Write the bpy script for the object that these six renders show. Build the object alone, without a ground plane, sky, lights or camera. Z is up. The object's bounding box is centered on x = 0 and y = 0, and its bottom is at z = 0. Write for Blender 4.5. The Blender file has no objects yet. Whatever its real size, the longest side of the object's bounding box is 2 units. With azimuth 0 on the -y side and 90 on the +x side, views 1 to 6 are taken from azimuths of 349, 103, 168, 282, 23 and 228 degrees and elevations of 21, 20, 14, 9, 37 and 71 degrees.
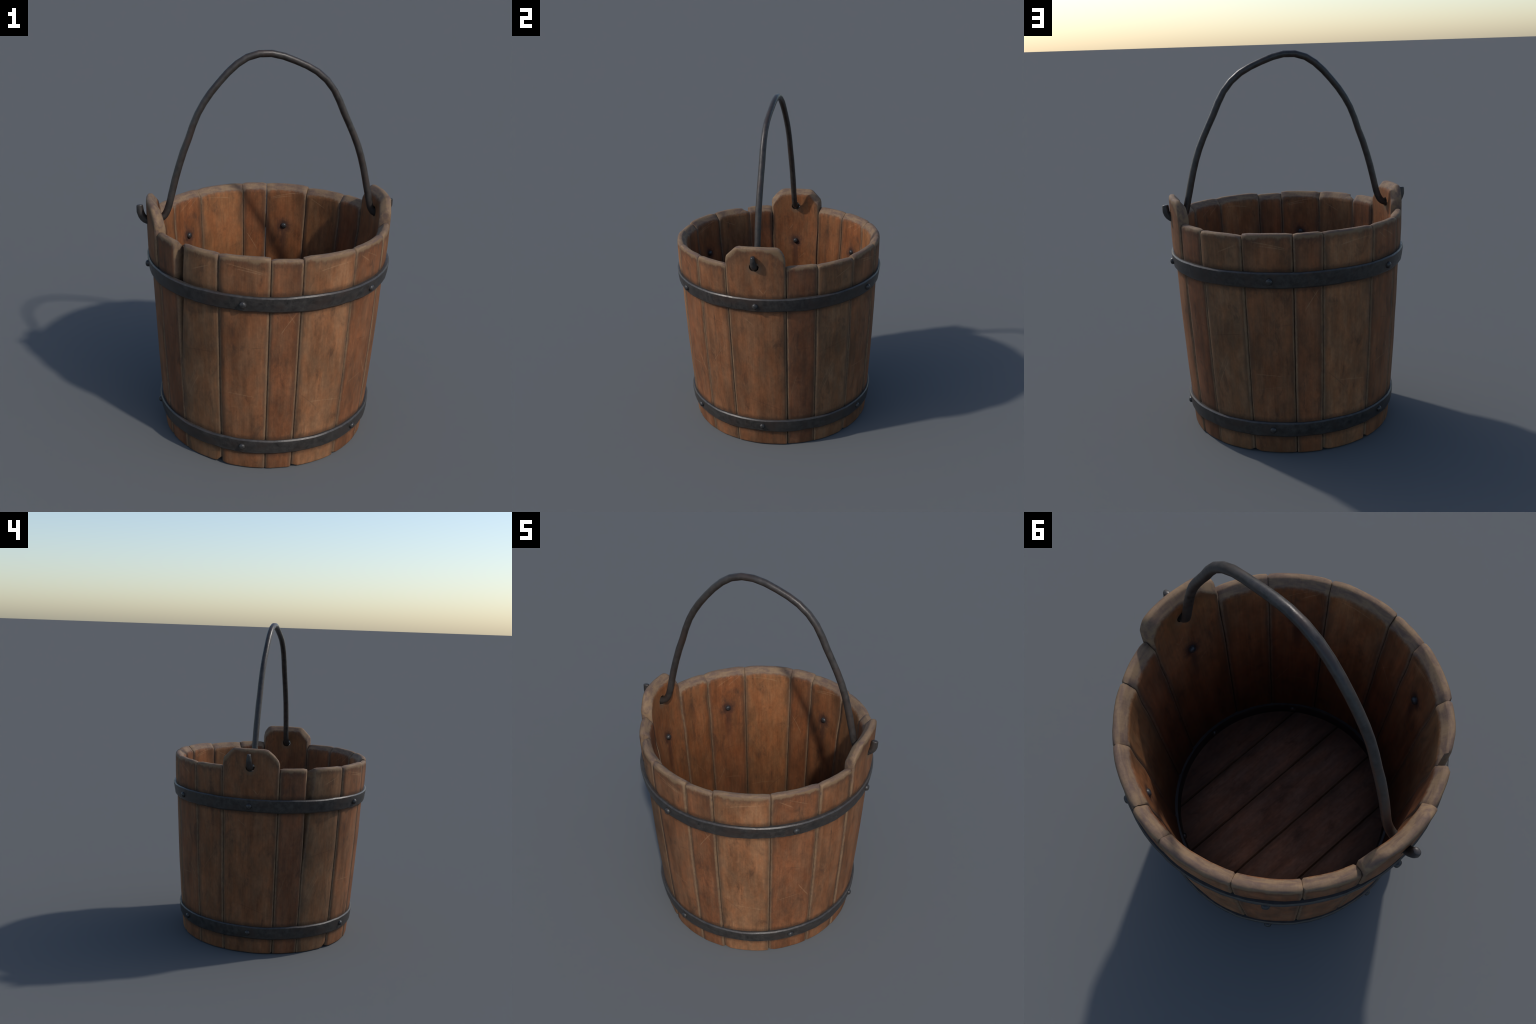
# Old coopered wooden bucket: sixteen staves (two of them raised as lugs), a plank floor,
# two riveted iron hoops, an inner iron ring and a bent iron rod handle.
import bpy, bmesh, math, random
from mathutils import Vector, noise

AXIS = Vector((0.005, 0.003, 0.0))          # the vertical axis of the staves
WALL = 0.058                                # stave thickness
D2R = math.pi / 180.0


def outer_radius(z):
    """Slightly flared and slightly bellied outside of the bucket."""
    t = min(1.0, max(0.0, (z - 0.86) / 0.16))
    return 0.5419 + 0.0637 * z + 0.0297 * z * (0.9 - z) + 0.010 * t * t * (3 - 2 * t)


def wob(a, b, c, s=1.0):
    return noise.noise(Vector((a * s, b * s, c * s)))


def lerp_table(x, table):
    if x <= table[0][0]:
        return table[0][1]
    for (x0, y0), (x1, y1) in zip(table, table[1:]):
        if x <= x1:
            return y0 + (y1 - y0) * (x - x0) / (x1 - x0)
    return table[-1][1]


# ------------------------------------------------------------------ node helpers
class Net:
    def __init__(self, tree):
        self.t = tree

    def node(self, kind, **kw):
        n = self.t.nodes.new(kind)
        for k, v in kw.items():
            setattr(n, k, v)
        return n

    def put(self, sock, v):
        if isinstance(v, bpy.types.NodeSocket):
            self.t.links.new(v, sock)
        elif v is not None:
            sock.default_value = v

    def math(self, op, a, b=None, c=None, clamp=False):
        n = self.node('ShaderNodeMath', operation=op, use_clamp=clamp)
        for i, v in enumerate((a, b, c)):
            if v is not None:
                self.put(n.inputs[i], v)
        return n.outputs[0]

    def smooth(self, x, lo, hi, a=0.0, b=1.0):
        n = self.node('ShaderNodeMapRange', interpolation_type='SMOOTHSTEP')
        for i, v in enumerate((x, lo, hi, a, b)):
            self.put(n.inputs[i], v)
        return n.outputs[0]

    def xyz(self, x, y, z):
        n = self.node('ShaderNodeCombineXYZ')
        for i, v in enumerate((x, y, z)):
            self.put(n.inputs[i], v)
        return n.outputs[0]

    def split(self, v):
        n = self.node('ShaderNodeSeparateXYZ')
        self.put(n.inputs[0], v)
        return n.outputs

    def noise(self, vec, scale=1.0, detail=3.0, rough=0.5, dist=0.0):
        n = self.node('ShaderNodeTexNoise')
        self.put(n.inputs['Vector'], vec)
        n.inputs['Scale'].default_value = scale
        n.inputs['Detail'].default_value = detail
        n.inputs['Roughness'].default_value = rough
        n.inputs['Distortion'].default_value = dist
        return n.outputs[0]

    def mix(self, fac, a, b, mode='MIX'):
        n = self.node('ShaderNodeMix', data_type='RGBA', blend_type=mode)
        self.put(n.inputs[0], fac)
        for s, v in ((n.inputs[6], a), (n.inputs[7], b)):
            if isinstance(v, tuple) and len(v) == 3:
                v = v + (1.0,)
            self.put(s, v)
        return n.outputs[2]

    def grey(self, v):
        n = self.node('ShaderNodeCombineColor')
        for i in range(3):
            self.put(n.inputs[i], v)
        return n.outputs[0]


def wood_surface(net, u, along, depth, edge, seed, tint, worn, rimline, scratches, pale_amt=0.78):
    """Shared look of every board: blotches, long grain, grime by the edges, worn arrises."""
    so = net.math('MULTIPLY', seed, 13.7)
    n_blot = net.noise(net.xyz(net.math('ADD', net.math('MULTIPLY', u, 11.0), so),
                               net.math('MULTIPLY', along, 4.2), depth), 1.0, 4.0, 0.6, 0.3)
    n_grain = net.noise(net.xyz(net.math('ADD', net.math('MULTIPLY', u, 130.0), so),
                                net.math('MULTIPLY', along, 5.0), net.math('MULTIPLY', depth, 30.0)),
                        1.0, 5.0, 0.65, 0.4)
    n_streak = net.noise(net.xyz(net.math('ADD', net.math('MULTIPLY', u, 36.0), so),
                                 net.math('MULTIPLY', along, 1.6), depth), 1.0, 3.0, 0.55, 0.5)
    n_spot = net.noise(net.xyz(net.math('ADD', net.math('MULTIPLY', u, 64.0), so),
                               net.math('MULTIPLY', along, 38.0), depth), 1.0, 5.0, 0.7)
    n_hue = net.noise(net.xyz(net.math('ADD', net.math('MULTIPLY', u, 22.0), so),
                              net.math('MULTIPLY', along, 7.0), net.math('ADD', depth, 4.0)), 1.0, 3.0, 0.6)
    col = net.mix(net.smooth(n_hue, 0.30, 0.70), tint,
                  net.mix(1.0, tint, (1.10, 0.92, 0.80), 'MULTIPLY'))
    v = net.smooth(n_blot, 0.22, 0.78, 0.70, 1.28)
    v = net.math('MULTIPLY', v, net.smooth(n_grain, 0.25, 0.75, 0.91, 1.08))
    v = net.math('MULTIPLY', v, net.smooth(n_streak, 0.28, 0.72, 0.91, 1.08))
    v = net.math('MULTIPLY', v, net.smooth(n_spot, 0.26, 0.74, 0.85, 1.13))
    col = net.mix(1.0, col, net.grey(v), 'MULTIPLY')
    # dark cloudy patches
    n_dark = net.noise(net.xyz(net.math('ADD', net.math('MULTIPLY', u, 16.0), so),
                               net.math('MULTIPLY', along, 6.5), net.math('ADD', depth, 9.0)), 1.0, 5.0, 0.65, 0.6)
    col = net.mix(net.smooth(n_dark, 0.52, 0.76, 0.0, 0.62), col, (0.048, 0.028, 0.018))
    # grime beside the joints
    e = net.math('ADD', edge, net.math('MULTIPLY', net.math('SUBTRACT', n_hue, 0.5), 0.034))
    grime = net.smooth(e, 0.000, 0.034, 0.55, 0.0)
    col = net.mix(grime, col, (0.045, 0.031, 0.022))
    # pale wear just below the rim, with a dark soft border under it
    if rimline is not None:
        e3 = net.math('ADD', rimline, net.math('MULTIPLY', net.math('SUBTRACT', n_spot, 0.5), 0.030))
        e3 = net.math('ADD', e3, net.math('MULTIPLY', net.math('SUBTRACT', n_hue, 0.5), 0.045))
        col = net.mix(net.smooth(e3, 0.010, 0.060, 0.50, 0.0), col, (0.045, 0.030, 0.022))
        col = net.mix(net.smooth(e3, 0.010, 0.026, 0.72, 0.0), col, (0.190, 0.123, 0.068))
    # worn pale arris
    e2 = net.math('ADD', edge, net.math('MULTIPLY', net.math('SUBTRACT', n_spot, 0.5), 0.014))
    pale = net.math('MULTIPLY', net.smooth(e2, 0.0060, 0.0140, 1.0, 0.0), pale_amt)
    col = net.mix(net.math('MULTIPLY', pale, net.smooth(n_dark, 0.30, 0.62, 1.0, 0.35)), col, (0.250, 0.156, 0.085))
    # individual scratches, each a slightly bowed stroke
    for (u0, z0, u1, z1), colour, strength in scratches:
        cu, cz, ln = (u0 + u1) / 2, (z0 + z1) / 2, math.hypot(u1 - u0, z1 - z0)
        ca, sa = (u1 - u0) / ln, (z1 - z0) / ln
        du, dz = net.math('SUBTRACT', u, cu), net.math('SUBTRACT', along, cz)
        p = net.math('ADD', net.math('MULTIPLY', du, ca), net.math('MULTIPLY', dz, sa))
        q = net.math('SUBTRACT', net.math('MULTIPLY', dz, ca), net.math('MULTIPLY', du, sa))
        q = net.math('ADD', q, net.math('MULTIPLY', net.math('MULTIPLY', p, p), 0.5 if u0 < 0 else -0.4))
        m = net.math('MULTIPLY', net.smooth(net.math('ABSOLUTE', q), 0.0010, 0.0034, 1.0, 0.0),
                     net.smooth(net.math('ABSOLUTE', p), ln * 0.25, ln * 0.55, 1.0, 0.0))
        m = net.math('MULTIPLY', m, net.smooth(n_spot, 0.30, 0.62, 0.35, 1.0))
        col = net.mix(net.math('MULTIPLY', m, strength * 0.42), col, colour)
    # pale, greyish, purple-blotched end grain on rim and bevels
    n_end = net.noise(net.xyz(net.math('ADD', net.math('MULTIPLY', u, 13.0), so),
                              net.math('MULTIPLY', along, 30.0), net.math('MULTIPLY', depth, 42.0)), 1.0, 4.0, 0.6, 0.4)
    endc = net.mix(net.smooth(n_end, 0.34, 0.70), (0.205, 0.130, 0.074), (0.122, 0.077, 0.057))
    endc = net.mix(1.0, endc, net.grey(net.smooth(n_grain, 0.2, 0.8, 0.93, 1.07)), 'MULTIPLY')
    col = net.mix(worn, col, endc)
    return col, n_grain, n_spot


def finish(net, mat, col, height, rough, strength=0.35, dist=0.004, metallic=0.0, spec=0.18):
    out = net.node('ShaderNodeOutputMaterial')
    b = net.node('ShaderNodeBsdfPrincipled')
    net.put(b.inputs['Base Color'], col)
    net.put(b.inputs['Roughness'], rough)
    net.put(b.inputs['Metallic'], metallic)
    b.inputs['Specular IOR Level'].default_value = spec
    bump = net.node('ShaderNodeBump')
    bump.inputs['Strength'].default_value = strength
    bump.inputs['Distance'].default_value = dist
    net.put(bump.inputs['Height'], height)
    net.put(b.inputs['Normal'], bump.outputs[0])
    net.put(out.inputs[0], b.outputs[0])


def new_mat(name):
    m = bpy.data.materials.new(name)
    m.use_nodes = True
    m.node_tree.nodes.clear()
    return m, Net(m.node_tree)


HOOPS = [(0.893, 0.974), (0.097, 0.177)]


def stave_material(name, half, tint, seed, rivet, has_hole, scratches):
    m, net = new_mat(name)
    co = net.node('ShaderNodeTexCoord').outputs['Object']
    x, y, z = net.split(co)
    phi = net.math('ARCTAN2', y, x)
    r = net.math('SQRT', net.math('ADD', net.math('MULTIPLY', x, x), net.math('MULTIPLY', y, y)))
    u = net.math('MULTIPLY', phi, 0.58)
    skin = net.math('ADD', 0.5419, net.math('ADD', net.math('MULTIPLY', z, 0.0637),
                    net.math('MULTIPLY', net.math('MULTIPLY', z, 0.0297), net.math('SUBTRACT', 0.9, z))))
    skin = net.math('ADD', skin, net.smooth(z, 0.86, 1.02, 0.0, 0.010))
    depth = net.math('SUBTRACT', skin, r)                      # 0 outside .. WALL inside
    inside = net.smooth(depth, 0.030, 0.045)
    edge = net.math('SUBTRACT', half * 0.58, net.math('ABSOLUTE', u))
    # how far the real normal turns away from the radial direction
    geo = net.node('ShaderNodeNewGeometry')
    pos = net.split(geo.outputs['Position'])
    rad = net.node('ShaderNodeVectorMath', operation='NORMALIZE')
    net.put(rad.inputs[0], net.xyz(net.math('SUBTRACT', pos[0], AXIS.x), net.math('SUBTRACT', pos[1], AXIS.y), 0.0))
    dot = net.node('ShaderNodeVectorMath', operation='DOT_PRODUCT')
    net.put(dot.inputs[0], rad.outputs[0])
    net.put(dot.inputs[1], geo.outputs['Normal'])
    side = net.math('ABSOLUTE', dot.outputs['Value'])
    wn = net.noise(net.xyz(net.math('MULTIPLY', u, 40.0), net.math('MULTIPLY', z, 40.0), r), 1.0, 3.0, 0.6)
    sd = net.math('ADD', side, net.math('MULTIPLY', net.math('SUBTRACT', wn, 0.5), 0.25))
    worn = net.math('MULTIPLY', net.smooth(sd, 0.80, 0.95, 1.0, 0.0), net.smooth(z, 1.06, 1.10, 0.60, 1.0))
    top, shoulder = (1.272, 1.202) if has_hole else (1.159, 9.0)
    rimd = net.math('MINIMUM', net.math('SUBTRACT', top, z),
                    net.math('MULTIPLY', net.math('SUBTRACT', net.math('ADD', shoulder, edge), z), 0.707))
    rimd = net.math('ADD', rimd, net.math('MULTIPLY', inside, 0.003))
    tn = net.mix(inside, tint, net.mix(1.0, tint, (1.06, 0.95, 0.80), 'MULTIPLY'))
    col, g, s = wood_surface(net, u, z, r, edge, float(seed), tn, worn, rimd, scratches,
                             net.smooth(depth, 0.030, 0.045, 0.70, 0.40))
    # contact shadow of the iron hoops, painted into the outside wood colour
    outside = net.math('SUBTRACT', 1.0, inside)
    jit = net.math('MULTIPLY', net.math('SUBTRACT', wn, 0.5), 0.03)
    zz = net.math('ADD', z, jit)
    for zb, zt in HOOPS:
        mid, hw = (zb + zt) / 2, (zt - zb) / 2
        d = net.math('SUBTRACT', net.math('ABSOLUTE', net.math('SUBTRACT', zz, mid)), hw)
        k = net.math('MULTIPLY', net.smooth(d, 0.0, 0.032, 0.62, 0.0), outside)
        col = net.mix(k, col, (0.030, 0.020, 0.014))
    # painted occlusion: inside wall colour darkens toward the bottom
    inner_shade = net.math('MULTIPLY', inside, net.smooth(z, 0.1, 0.95, 0.70, 0.0))
    col = net.mix(inner_shade, col, (0.020, 0.010, 0.006))
    # rust halo and run below the rivet end on the inside
    if rivet is not None:
        du = net.math('SUBTRACT', u, rivet * 0.58)
        dz = net.math('SUBTRACT', z, 0.925)
        halo = net.math('SQRT', net.math('ADD', net.math('MULTIPLY', du, du), net.math('MULTIPLY', dz, dz)))
        halo = net.math('ADD', halo, net.math('MULTIPLY', net.math('SUBTRACT', wn, 0.5), 0.05))
        k = net.smooth(halo, 0.014, 0.062, 0.80, 0.0)
        run = net.math('MULTIPLY', net.smooth(net.math('ADD', net.math('ABSOLUTE', du),
                       net.math('MULTIPLY', net.math('SUBTRACT', wn, 0.5), 0.03)), 0.004, 0.034, 0.6, 0.0),
                       net.math('MULTIPLY', net.smooth(dz, -0.02, 0.01, 1.0, 0.0), net.smooth(dz, -0.30, -0.05)))
        k = net.math('MAXIMUM', k, run)
        col = net.mix(net.math('MULTIPLY', k, inside), col, (0.030, 0.016, 0.014))
    if has_hole:
        du, dz = u, net.math('SUBTRACT', z, 1.155)
        rr = net.math('SQRT', net.math('ADD', net.math('MULTIPLY', du, du), net.math('MULTIPLY', dz, dz)))
        col = net.mix(net.smooth(rr, 0.030, 0.046, 0.45, 0.0), col, (0.12, 0.085, 0.055))
    h = net.math('ADD', net.math('MULTIPLY', g, 0.6), net.math('MULTIPLY', s, 0.5))
    finish(net, m, col, h, net.smooth(s, 0.2, 0.8, 0.60, 0.80), 0.30, 0.003)
    return m


def floor_material(name, half, seed):
    m, net = new_mat(name)
    co = net.node('ShaderNodeTexCoord').outputs['Object']
    x, y, z = net.split(co)
    edge = net.math('SUBTRACT', half, net.math('ABSOLUTE', x))
    col, g, s = wood_surface(net, x, y, z, edge, float(seed), (0.205, 0.120, 0.080, 1), 0.0, None, [], 0.35)
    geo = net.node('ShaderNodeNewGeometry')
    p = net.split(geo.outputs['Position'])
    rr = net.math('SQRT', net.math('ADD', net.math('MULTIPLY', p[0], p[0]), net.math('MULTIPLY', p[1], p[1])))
    col = net.mix(net.smooth(rr, 0.28, 0.48, 0.0, 0.65), col, (0.022, 0.013, 0.010))  # boards get darker toward the wall
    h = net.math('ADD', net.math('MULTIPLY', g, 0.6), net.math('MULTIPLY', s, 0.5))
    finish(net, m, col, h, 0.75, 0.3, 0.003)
    return m


def iron_material(name, base, rust, seed, edge=0.16, rough=(0.31, 0.50)):
    m, net = new_mat(name)
    co = net.node('ShaderNodeTexCoord').outputs['Object']
    n1 = net.noise(co, 9.0 + seed, 4.0, 0.6, 0.4)
    n2 = net.noise(co, 38.0, 5.0, 0.65)
    n3 = net.noise(co, 150.0, 3.0, 0.6)
    v = net.math('MULTIPLY', net.smooth(n2, 0.25, 0.75, 0.60, 1.45), net.smooth(n3, 0.2, 0.8, 0.9, 1.1))
    col = net.mix(1.0, base, net.grey(v), 'MULTIPLY')
    col = net.mix(net.smooth(n1, 0.46, 0.70, 0.0, 0.75), col, rust)
    geo = net.node('ShaderNodeNewGeometry')
    arris = net.smooth(geo.outputs['Pointiness'], 0.52, 0.58, 0.0, edge)
    col = net.mix(arris, col, (0.11, 0.10, 0.095))
    h = net.math('ADD', net.math('MULTIPLY', n2, 1.0), net.math('MULTIPLY', n3, 0.3))
    finish(net, m, col, h, net.smooth(n2, 0.2, 0.8, *rough), 0.25, 0.004, 0.15, 0.4)
    return m


# ------------------------------------------------------------------ mesh helpers
def add_object(name, verts, faces, mat, parent, angle=55.0, loc=(0, 0, 0), rot=0.0):
    me = bpy.data.meshes.new(name)
    me.from_pydata([tuple(v) for v in verts], [], faces)
    bm = bmesh.new()
    bm.from_mesh(me)
    bmesh.ops.recalc_face_normals(bm, faces=bm.faces)
    bm.to_mesh(me)
    bm.free()
    for p in me.polygons:
        p.use_smooth = True
    me.set_sharp_from_angle(angle=angle * D2R)
    me.materials.append(mat)
    ob = bpy.data.objects.new(name, me)
    bpy.context.scene.collection.objects.link(ob)
    ob.location = loc
    ob.rotation_euler = (0, 0, rot)
    if parent:
        ob.parent = parent
    return ob


def bridge(faces, a, b):
    n = len(a)
    for i in range(n):
        j = (i + 1) % n
        faces.append((a[i], a[j], b[j], b[i]))


# ------------------------------------------------------------------ the bucket
bucket = bpy.data.objects.new('wooden_bucket', None)
bpy.context.scene.collection.objects.link(bucket)
bucket['label'] = 'weathered brown wooden bucket with iron hoops and bent rod handle'
bucket['category'] = 'bucket'

# joints between staves, degrees counter-clockwise from +x, and how far each stands open (m)
SEAMS = [(16.2, 0.0026), (33.2, 0.0010), (56.2, 0.0016), (79.7, 0.0024), (93.5, 0.0010), (121.0, 0.0014),
         (144.2, 0.0010), (163.9, 0.0020), (196.3, 0.0026), (212.4, 0.0007), (236.2, 0.0018), (259.5, 0.0014),
         (273.7, 0.0022), (300.3, 0.0018), (324.0, 0.0010), (343.9, 0.0018)]
# rim height at both ends of each stave that starts at the seam of the same index
RIM = [(1.160, 1.159), (1.156, 1.151), (1.161, 1.162), (1.161, 1.161), (1.162, 1.157), (1.159, 1.156),
       (1.157, 1.160), None, (1.158, 1.159), (1.161, 1.162), (1.160, 1.164), (1.153, 1.152), (1.162, 1.161),
       (1.162, 1.164), (1.163, 1.159), None]
RED, OLIVE, MID, DARK, PALE = ((0.163, 0.073, 0.035), (0.160, 0.087, 0.045), (0.164, 0.078, 0.038),
                               (0.140, 0.063, 0.032), (0.212, 0.106, 0.052))
TINTS = [DARK, OLIVE, MID, RED, PALE, RED, MID, MID]
RIVETS = [0.0, 68.8, 132.2, 180.0, 248.0, 312.0]
# corners knocked off at the bottom: (stave index, end, width m, height m)
CHIPS = [(9, 1, 0.030, 0.030), (1, 1, 0.016, 0.012), (12, 0, 0.014, 0.012), (4, 0, 0.018, 0.010),
         (7, 1, 0.010, 0.010), (13, 0, 0.010, 0.008), (5, 0, 0.020, 0.016), (10, 0, 0.008, 0.008),
         (15, 1, 0.008, 0.010), (2, 0, 0.010, 0.009)]


LIGHT, FAINT, DEEP = (0.34, 0.21, 0.115), (0.24, 0.15, 0.085), (0.035, 0.020, 0.014)
SCRATCHES = {
    0: [((-0.084, 0.276, -0.023, 0.51), FAINT, 0.5), ((-0.06, 0.645, 0.08, 0.65), DEEP, 0.5)],
    1: [((-0.079, 0.345, 0.001, 0.495), LIGHT, 0.6), ((-0.10, 0.614, 0.104, 0.65), DEEP, 0.6),
        ((-0.019, 1.056, 0.089, 1.105), LIGHT, 0.7), ((-0.116, 0.323, 0.004, 0.559), FAINT, 0.5)],
    2: [((-0.076, 1.128, 0.10, 1.089), LIGHT, 0.8), ((-0.042, 1.106, 0.093, 1.083), LIGHT, 0.7),
        ((-0.094, 0.440, 0.077, 0.429), LIGHT, 0.55), ((0.035, 0.696, 0.108, 0.705), DEEP, 0.6),
        ((-0.10, 0.352, 0.112, 0.381), FAINT, 0.4)],
    3: [((-0.023, 0.769, 0.049, 0.882), LIGHT, 0.8), ((0.053, 0.819, 0.001, 0.905), LIGHT, 0.35)],
    4: [((-0.077, 0.391, 0.123, 0.358), LIGHT, 0.7), ((-0.118, 0.444, -0.005, 0.330), DEEP, 0.7),
        ((-0.073, 1.090, 0.120, 1.115), LIGHT, 0.6), ((0.05, 1.111, -0.065, 1.089), LIGHT, 0.4)],
    5: [((0.03, 0.517, 0.10, 0.400), LIGHT, 0.7), ((-0.042, 0.660, 0.046, 0.640), DEEP, 0.7),
        ((-0.084, 1.122, -0.013, 1.071), LIGHT, 0.6), ((0.061, 1.073, -0.045, 1.127), LIGHT, 0.6),
        ((0.051, 0.442, -0.098, 0.422), LIGHT, 0.5)],
    6: [((-0.05, 0.50, 0.04, 0.62), FAINT, 0.5), ((-0.04, 0.80, 0.07, 0.78), DEEP, 0.5)],
    7: [((-0.103, 0.335, 0.150, 0.244), DEEP, 0.6), ((-0.071, 0.845, -0.022, 0.804), LIGHT, 0.5),
        ((0.02, 1.035, 0.045, 1.000), LIGHT, 0.6), ((0.06, 1.030, 0.045, 1.000), LIGHT, 0.6)],
}


def seam_wobble(i, z):
    return 0.22 * wob(i * 3.1 + 0.5, z * 2.2, 1.7) + 0.10 * wob(i * 5.3, z * 7.0, 4.2)      # degrees


LUG_LEFT = [(0.0, 1.202), (0.5, 1.213), (5.6, 1.265), (7.4, 1.2735)]
LUG_RIGHT = [(0.0, 1.200), (0.5, 1.224), (2.4, 1.259), (4.2, 1.271), (6.0, 1.2735)]
LUG_RIGHT_FAR = [(0.0, 1.186), (0.5, 1.202), (3.2, 1.237), (6.4, 1.265), (8.5, 1.271)]


def stave(i):
    a0, gap0 = SEAMS[i]
    a1, gap1 = SEAMS[(i + 1) % 16]
    if a1 < a0:
        a1 += 360.0
    mid = (a0 + a1) / 2
    half = (a1 - a0) / 2 * D2R
    lug = RIM[i] is None
    n = 23 if lug else 10
    rr = random.Random(100 + i)
    bulge = rr.uniform(-0.0022, 0.0022)
    if lug:
        right = LUG_RIGHT_FAR if i == 7 else LUG_RIGHT
        fr = [0.0, 0.02, 0.06, 0.11, 0.16, 0.19, 0.225, 0.28, 0.34, 0.40, 0.46, 0.50, 0.54, 0.60, 0.66, 0.72,
              0.77, 0.81, 0.85, 0.89, 0.93, 0.97, 1.0]
    else:
        fr = [k / (n - 1) for k in range(n)]

    def rim(f):
        if not lug:
            z = RIM[i][0] + (RIM[i][1] - RIM[i][0]) * f
            return z + 0.0016 * wob(i * 7.7, f * 3.0, 0.3) - 0.004 * (max(0, abs(f - .5) - .42) / .08) ** 2
        d = f * (a1 - a0)
        zl = lerp_table(d, LUG_LEFT)
        zr = lerp_table(a1 - a0 - d, right)
        return min(zl, zr) + 0.0015 * wob(i * 7.7, f * 6.0, 0.3)

    def inset_f(f):
        # faces start one arris width in from the joint, which matters on the sloping lug shoulders
        return 0.022 + 0.956 * f if lug else f

    chips = [(e, w, h) for s, e, w, h in CHIPS if s == i]

    def foot(f):
        z = 0.0006 + 0.0015 * (0.5 + 0.5 * wob(i * 2.3, f * 2.0, 8.1))
        for e, w, h in chips:
            d = (f if e == 0 else 1 - f) * (a1 - a0) * D2R * 0.54
            z += h * max(0.0, 1 - d / w) ** 1.2
        return z

    # (outer inset, inner recess, mode, value): mode 'foot'/'body'/'rim'
    levels = [('foot', 0.0, 0.0040, 0.005), ('foot', 0.003, 0.0010, 0.0015), ('foot', 0.010, 0.0, 0.0)]
    nb = 26
    levels += [('body', (k + 1) / (nb + 1), 0.0, 0.0) for k in range(nb)]
    levels += [('rim', 0.048, 0.0, 0.0), ('rim', 0.034, 0.0, 0.0015), ('rim', 0.023, 0.0, 0.0100),
               ('rim', 0.011, 0.0015, 0.0205), ('rim', 0.003, 0.0065, 0.0275), ('rim', 0.0, 0.0125, 0.0320)]
    verts, faces, rings = [], [], []
    c_out, c_in = 0.0065 + rr.uniform(-.001, .0015), 0.006

    for mode, val, ino, inn in levels:
        def zat(f):
            if mode == 'foot':
                return foot(f) + val
            if mode == 'rim':
                return rim(f) - val
            b, t = 0.05, rim(f) - 0.048
            return b + (t - b) * val
        zmid = zat(0.5)
        # joint faces wander a little; the seam at 212 degrees gapes open toward the rim
        dl = seam_wobble(i, zmid)
        dr = seam_wobble((i + 1) % 16, zmid)
        R0 = outer_radius(zmid)
        g0, g1 = gap0 / 2 / R0 / D2R, gap1 / 2 / R0 / D2R
        l_out = a0 + dl + g0
        r_out = a1 + dr - g1
        l_mid = l_in = l_out
        r_mid = r_in = r_out
        c_l = c_r = c_out
        pull = 0.0
        ci_l, ci_r = (0.0015 if i == 9 else c_in), (0.0015 if i == 8 else c_in)
        if i == 9:                      # cut back end with a step half way through the thickness
            w = max(0.0, (zmid - 0.52) / 0.63) ** 0.95
            l_out += 4.5 * w
            l_mid += 3.9 * w
            c_l += 0.006 * w
            pull = 0.010 * w
        if i == 8:                      # heavily worn outer arris
            w = max(0.0, (zmid - 0.62) / 0.53)
            r_out -= 0.2 * w
            r_mid -= 0.2 * w
            c_r += 0.007 * w
        if i == 10:
            c_l += 0.006 * max(0.0, (zmid - 0.85) / 0.3)

        def joint(right, depth):
            """Angle of the stave's end face at a given depth below the outer skin."""
            o, m, n = (r_out, r_mid, r_in) if right else (l_out, l_mid, l_in)
            return lerp_table(depth, [(0.0, o), (0.010, o), (0.034, m), (0.046, n), (WALL, n)])

        ring = []

        def point(phi, f, R, inset):
            z = zat(f)
            rad = R - inset
            a = (phi - mid) * D2R
            verts.append((rad * math.cos(a), rad * math.sin(a), z))
            ring.append(len(verts) - 1)

        def radius(f, z, depth=0.0):
            ph = a0 + (a1 - a0) * f
            dip = pull * max(0.0, 1 - f / 0.4) ** 1.5 * (1 - depth / WALL)
            proud = 0.0
            if lug:
                proud = (0.0065 if i == 7 else 0.0035) * min(1.0, max(0.0, (z - 0.88) / 0.12))
            return (outer_radius(z) + bulge * (0.4 if lug else 1.0) + proud - dip + 0.0022 * wob(ph * 0.09, z * 2.6, i * 1.9)
                    + 0.0010 * wob(ph * 0.3, z * 8.0, i * 4.0))

        k_out, k_in = 1 / R0 / D2R, 1 / (R0 - WALL) / D2R
        dep = WALL - inn
        span = dep - ino
        lo, hi = joint(False, ino) + c_l * k_out, joint(True, ino) - c_r * k_out
        for f in fr:
            point(lo + (hi - lo) * f, inset_f(f), radius(f, zat(f)), ino)
        d1, d2, d3 = ino + min(c_r, span * .3), ino + span * .5, dep - min(ci_r, span * .2)
        for d in (d1, d2, d3):
            point(joint(True, d), 1.0, radius(1.0, zat(1.0), d), d)
        lo, hi = joint(False, dep) + ci_l * k_in, joint(True, dep) - ci_r * k_in
        for f in reversed(fr):
            point(lo + (hi - lo) * f, inset_f(f), radius(f, zat(f), dep), dep)
        d1, d3 = ino + min(c_l, span * .3), dep - min(ci_l, span * .2)
        for d in (d3, d2, d1):
            point(joint(False, d), 0.0, radius(0.0, zat(0.0), d), d)
        rings.append(ring)
    for a, b in zip(rings, rings[1:]):
        bridge(faces, a, b)
    for ring in (rings[0], rings[-1]):
        m = len(fr)
        outer, inner = ring[:m], list(reversed(ring[m + 3:2 * m + 3]))
        for k in range(m - 1):
            faces.append((outer[k], outer[k + 1], inner[k + 1], inner[k]))
        faces.append((outer[-1], ring[m], ring[m + 1], ring[m + 2], inner[-1]))
        faces.append((inner[0], ring[2 * m + 3], ring[2 * m + 4], ring[2 * m + 5], outer[0]))
    rv = None
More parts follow.
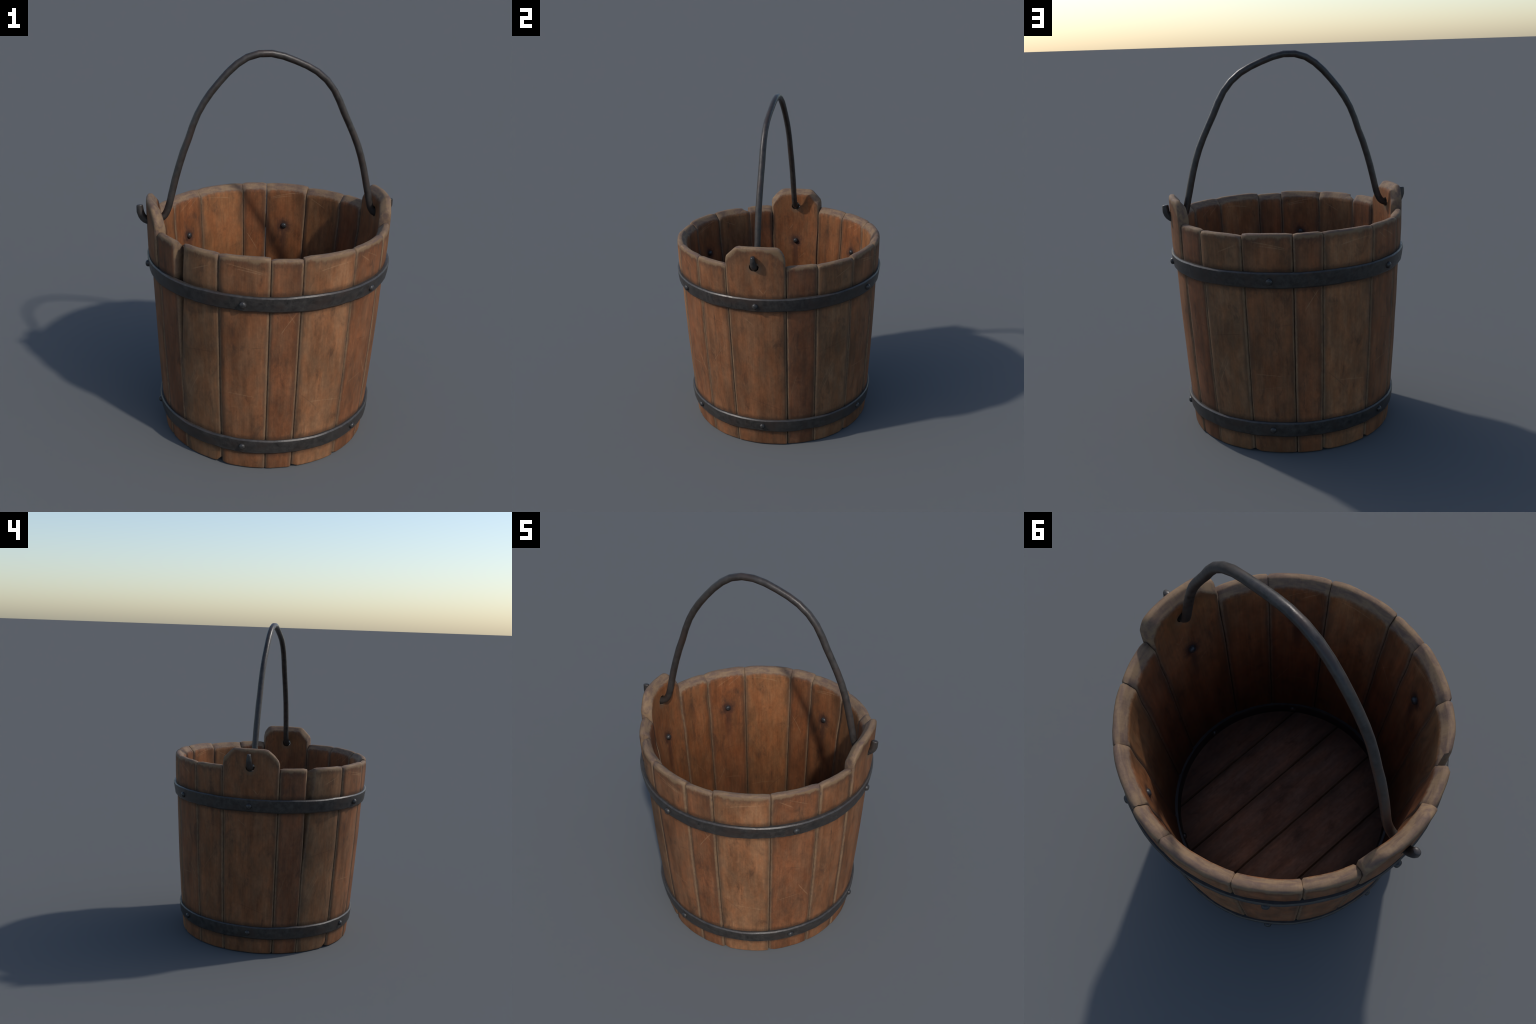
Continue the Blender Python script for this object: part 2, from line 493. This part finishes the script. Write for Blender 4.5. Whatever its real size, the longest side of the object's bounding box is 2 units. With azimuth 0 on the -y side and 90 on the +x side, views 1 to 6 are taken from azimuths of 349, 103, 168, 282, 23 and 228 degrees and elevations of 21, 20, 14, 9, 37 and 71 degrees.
    for a in RIVETS:
        d = (a - mid + 180) % 360 - 180
        if abs(d) * D2R < half:
            rv = d * D2R
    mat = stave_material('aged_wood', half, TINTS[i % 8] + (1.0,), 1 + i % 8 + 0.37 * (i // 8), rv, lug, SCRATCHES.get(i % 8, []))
    ob = add_object('lug_stave' if lug else 'stave', verts, faces, mat, bucket, 50.0, AXIS, mid * D2R)
    if lug:
        drill_hole(ob, mid * D2R)
    return ob


def drill_hole(ob, ang):
    """Rod hole through the lug, with a worn, sloping lip on the inside face."""
    cut = []
    c = Vector((math.cos(ang), math.sin(ang), 0.0))
    flip = 1.0 if c.x > 0 else -1.0
    for r1, r2, ln, x, dz in ((0.0275, 0.0275, 0.2, 0.58, 0.0), (0.052, 0.012, 0.032, 0.549, -0.005)):
        bm = bmesh.new()
        bmesh.ops.create_cone(bm, cap_ends=True, segments=20, radius1=r1, radius2=r2, depth=ln)
        me = bpy.data.meshes.new('hole_cutter')
        bm.to_mesh(me)
        bm.free()
        o = bpy.data.objects.new('hole_cutter', me)
        bpy.context.scene.collection.objects.link(o)
        o.location = (flip * x, 0.002, 1.163 + dz)
        o.rotation_euler = (0, flip * math.pi / 2, 0)
        md = ob.modifiers.new('hole', 'BOOLEAN')
        md.operation = 'DIFFERENCE'
        md.solver = 'EXACT'
        md.object = o
        cut.append(o)
    bpy.context.view_layer.update()
    dg = bpy.context.evaluated_depsgraph_get()
    me = bpy.data.meshes.new_from_object(ob.evaluated_get(dg))
    ob.modifiers.clear()
    ob.data = me
    me.name = 'lug_stave'
    for p in me.polygons:
        p.use_smooth = True
    me.set_sharp_from_angle(angle=45 * D2R)
    for o in cut:
        bpy.data.objects.remove(o, do_unlink=True)


for i in range(16):
    stave(i)

# ------------------------------------------------------------------ floor boards
FLOOR_Z, FLOOR_T = 0.104, 0.035
cuts = [-0.520, -0.310, -0.095, 0.117, 0.316, 0.520]
floor_r = outer_radius(FLOOR_Z) - WALL - 0.002
for k in range(5):
    x0, x1 = cuts[k], cuts[k + 1]
    xc, hw = (x0 + x1) / 2, (x1 - x0) / 2
    g, ch = 0.0007, 0.005
    xs = [x0 + g, x0 + g + ch] + [x0 + (x1 - x0) * f for f in (0.2, 0.4, 0.6, 0.8)] + [x1 - g - ch, x1 - g]
    xs = [max(-floor_r * 0.999, min(floor_r * 0.999, x)) for x in xs]
    verts, faces, rows = [], [], []
    for j, x in enumerate(xs):
        yl = math.sqrt(max(1e-5, floor_r ** 2 - x * x))
        top, bot = [], []
        ny = 25
        for s in range(ny):
            y = -yl + 2 * yl * s / (ny - 1)
            zt = FLOOR_Z + 0.002 * wob(x * 6 + k * 9, y * 3, 2.0) - (0.006 if j in (0, 7) else 0.0)
            verts.append((x - xc, y, zt))
            top.append(len(verts) - 1)
            verts.append((x - xc, y, FLOOR_Z - FLOOR_T))
            bot.append(len(verts) - 1)
        rows.append((top, bot))
    for (t0, b0), (t1, b1) in zip(rows, rows[1:]):
        for s in range(len(t0) - 1):
            faces.append((t0[s], t1[s], t1[s + 1], t0[s + 1]))
            faces.append((b0[s], b0[s + 1], b1[s + 1], b1[s]))
        faces.append((t0[0], b0[0], b1[0], t1[0]))
        faces.append((t0[-1], t1[-1], b1[-1], b0[-1]))
    for t, b in (rows[0], rows[-1]):
        for s in range(len(t) - 1):
            faces.append((t[s], t[s + 1], b[s + 1], b[s]))
    add_object('floor_board', verts, faces, floor_material('floor_wood', hw, 20 + k), bucket, 50.0,
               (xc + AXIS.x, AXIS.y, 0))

# ------------------------------------------------------------------ iron hoops and ring
IRON = iron_material('forged_iron', (0.034, 0.030, 0.027, 1), (0.042, 0.028, 0.022), 0.0)
STUD = iron_material('stud_iron', (0.034, 0.032, 0.031, 1), (0.036, 0.027, 0.023), 4.0, 0.0, (0.28, 0.40))
DARK_IRON = iron_material('inner_ring_iron', (0.020, 0.019, 0.019, 1), (0.022, 0.017, 0.015), 1.0)  # darker iron for the inner ring
ROD = iron_material('rod_iron', (0.034, 0.029, 0.026, 1), (0.044, 0.028, 0.022), 2.0, 0.1)


def hoop(name, zb, zt, profile, base, seed, n=120, amp=1.0, mat=None):
    """Band swept round the axis: profile holds (offset from the stave skin, height 0..1 from bottom, extra z)."""
    verts, faces, rings = [], [], []
    for k in range(n):
        a = 2 * math.pi * k / n
        ca, sa = math.cos(a), math.sin(a)
        ring = []
        for j, (off, f, dz) in enumerate(profile):
            up = 0.0036 * wob(ca * 3 + seed, sa * 3, 5.0) + 0.0016 * wob(ca * 11, sa * 11, seed)
            dn = 0.0036 * wob(ca * 3.4, sa * 3.4 + seed, 9.0) + 0.0032 * wob(ca * 12 + seed, sa * 12, 2.0)
            z = zb + (zt - zb) * f + dz + amp * (dn * (1 - f) + up * f)
            o = off
            if off > 0.004:
                o += amp * (0.0028 * wob(ca * 4, sa * 4, seed + f * 0.6) + 0.0020 * wob(ca * 12, sa * 12, seed + f))
            rad = outer_radius(z) + base + o
            verts.append((rad * ca, rad * sa, z))
            ring.append(len(verts) - 1)
        rings.append(ring)
    for k in range(n):
        bridge(faces, rings[k], rings[(k + 1) % n])
    return add_object(name, verts, faces, mat or IRON, bucket, 32.0, AXIS)


BAND = [(-0.004, 0, 0.0), (0.011, 0, 0.0), (0.0180, 0, 0.008), (0.0185, 0, 0.016), (0.0195, 0.5, 0.0),
        (0.0200, 1, -0.016), (0.0195, 1, -0.0065), (0.0135, 1, 0.0), (-0.004, 1, 0.0)]
upper_hoop = hoop('hoop', HOOPS[0][0], HOOPS[0][1], BAND, -0.003, 3.0)
lower_hoop = hoop('hoop', HOOPS[1][0], HOOPS[1][1], BAND, -0.0055, 8.0)
RING = [(0.004, 0, 0.0), (-0.012, 0, 0.0), (-0.014, 0, 0.006), (-0.014, 1, -0.006), (-0.011, 1, 0.0), (0.004, 1, 0.0)]
inner_ring = hoop('inner_ring', 0.096, 0.168, RING, -WALL, 12.0, 120, 0.6, DARK_IRON)


def dome_mesh(name, r, h, seed):
    rr = random.Random(seed)
    verts, faces, rings = [], [], []
    for z, q in ((-0.012, 1.0), (0.25, 1.0), (0.55, 0.93), (0.82, 0.72), (0.96, 0.40)):
        ring = []
        for k in range(16):
            a = 2 * math.pi * k / 16
            w = 1 + 0.05 * wob(math.cos(a) * 1.3 + seed, math.sin(a) * 1.3, z)
            verts.append((h * z if z > 0 else z, r * q * w * math.cos(a), r * q * w * math.sin(a)))
            ring.append(len(verts) - 1)
        rings.append(ring)
    for a, b in zip(rings, rings[1:]):
        bridge(faces, a, b)
    verts.append((h, 0, 0))
    t = len(verts) - 1
    for k in range(16):
        faces.append((rings[-1][k], rings[-1][(k + 1) % 16], t))
    faces.append(tuple(rings[0]))
    tmp = add_object(name, verts, faces, STUD, None, 70.0)
    me = tmp.data
    bpy.data.objects.remove(tmp)
    return me


heads = [dome_mesh('rivet', 0.0175, 0.0145, s) for s in (1, 2, 3)]


def rivet(me, ang, z, off, outward, scale, parent):
    o = bpy.data.objects.new('rivet', me)
    bpy.context.scene.collection.objects.link(o)
    a = ang * D2R
    r = outer_radius(z) + off
    o.location = (AXIS.x + r * math.cos(a), AXIS.y + r * math.sin(a), z)
    o.rotation_euler = (random.Random(int(ang * 7 + z * 100)).uniform(0, 6.28) * 0, 0.0, a if outward else a + math.pi)
    o.scale = (scale * 1.1, scale, scale)
    loc = o.location - (parent.location if parent is not bucket else Vector((0, 0, 0)))
    o.location = loc
    o.parent = parent


LOWER_RIVETS = [1.0, 67.5, 131.5, 180.5, 247.8, 312.2]
for k, ang in enumerate(RIVETS):
    rivet(heads[k % 3], ang, 0.930, 0.0160, True, 1.0, upper_hoop)
    rivet(heads[(k + 1) % 3], ang, 0.924, -WALL + 0.001, False, 0.95, bucket)
for k, ang in enumerate(LOWER_RIVETS):
    rivet(heads[(k + 2) % 3], ang, 0.138, 0.0130, True, 0.92, lower_hoop)
    rivet(heads[k % 3], ang, 0.141, -WALL - 0.0135, False, 0.85, inner_ring)

# ------------------------------------------------------------------ bent rod handle, in the plane y = 0.003
PATH = [(0.650, 1.229), (0.650, 1.203), (0.641, 1.178), (0.620, 1.160), (0.594, 1.153), (0.567, 1.158),
        (0.548, 1.181), (0.537, 1.218), (0.524, 1.275), (0.510, 1.336), (0.494, 1.400), (0.477, 1.459),
        (0.457, 1.516), (0.432, 1.573), (0.404, 1.630), (0.374, 1.689), (0.348, 1.746), (0.317, 1.802),
        (0.276, 1.852), (0.226, 1.893), (0.172, 1.922), (0.115, 1.946), (0.055, 1.968), (-0.006, 1.981),
        (-0.066, 1.980), (-0.124, 1.963), (-0.173, 1.932), (-0.218, 1.891), (-0.260, 1.845), (-0.300, 1.796),
        (-0.333, 1.748), (-0.362, 1.696), (-0.387, 1.636), (-0.408, 1.573), (-0.433, 1.508), (-0.455, 1.439),
        (-0.474, 1.372), (-0.491, 1.304), (-0.505, 1.242), (-0.518, 1.203), (-0.535, 1.177), (-0.562, 1.164),
        (-0.592, 1.156), (-0.622, 1.162), (-0.641, 1.181), (-0.651, 1.209), (-0.653, 1.241)]


def rod(path, radius, sides=12):
    verts, faces, rings = [], [], []
    def soften(p):
        """Corner-cutting on the tightly bent ends only; the bail itself keeps its hammered kinks."""
        out = []
        for k in range(len(p) - 1):
            (xa, za), (xb, zb) = p[k], p[k + 1]
            if 0 < k < 9 or len(p) - 11 < k < len(p) - 2:
                out += [(xa * .75 + xb * .25, za * .75 + zb * .25), (xa * .25 + xb * .75, za * .25 + zb * .75)]
            else:
                out.append((xa, za))
        return out + [p[-1]]

    path = soften(path)
    pts = [Vector((x, 0.003 + 0.0025 * wob(x * 4, z * 4, 3.0), z)) for x, z in path]
    n = len(pts)
    for k, p in enumerate(pts):
        t = (pts[min(k + 1, n - 1)] - pts[max(k - 1, 0)]).normalized()
        side = Vector((0, 1, 0))
        nrm = t.cross(side).normalized()
        side = nrm.cross(t)
        tip = min(k, n - 1 - k)
        r0 = radius * (1 + 0.06 * wob(p.x * 9, p.z * 9, 7.0)) * (0.97 if tip == 0 else 1.05 if tip < 10 else 1.0)
        loops = [(0.0, 1.0)]
        if k == 0:
            loops = [(-0.0035, 0.72), (-0.0008, 0.93), (0.003, 1.0)]
        elif k == n - 1:
            loops = [(-0.003, 1.0), (0.0008, 0.93), (0.0035, 0.72)]
        for dt, q in loops:
            ring = []
            for s in range(sides):
                a = 2 * math.pi * (s + 0.5) / sides
                w = 1 + 0.03 * wob(s * 1.7, k * 0.6, 2.0)
                flat = (0.72, 0.88, 0.97)[tip] if tip < 3 else 1.0
                verts.append(p + t * dt + (nrm * math.cos(a) + side * math.sin(a) * flat) * r0 * q * w)
                ring.append(len(verts) - 1)
            rings.append(ring)
    for a, b in zip(rings, rings[1:]):
        bridge(faces, a, b)
    faces.append(tuple(rings[0]))
    faces.append(tuple(rings[-1]))
    return add_object('handle', verts, faces, ROD, bucket, 60.0)


rod(PATH, 0.0178)
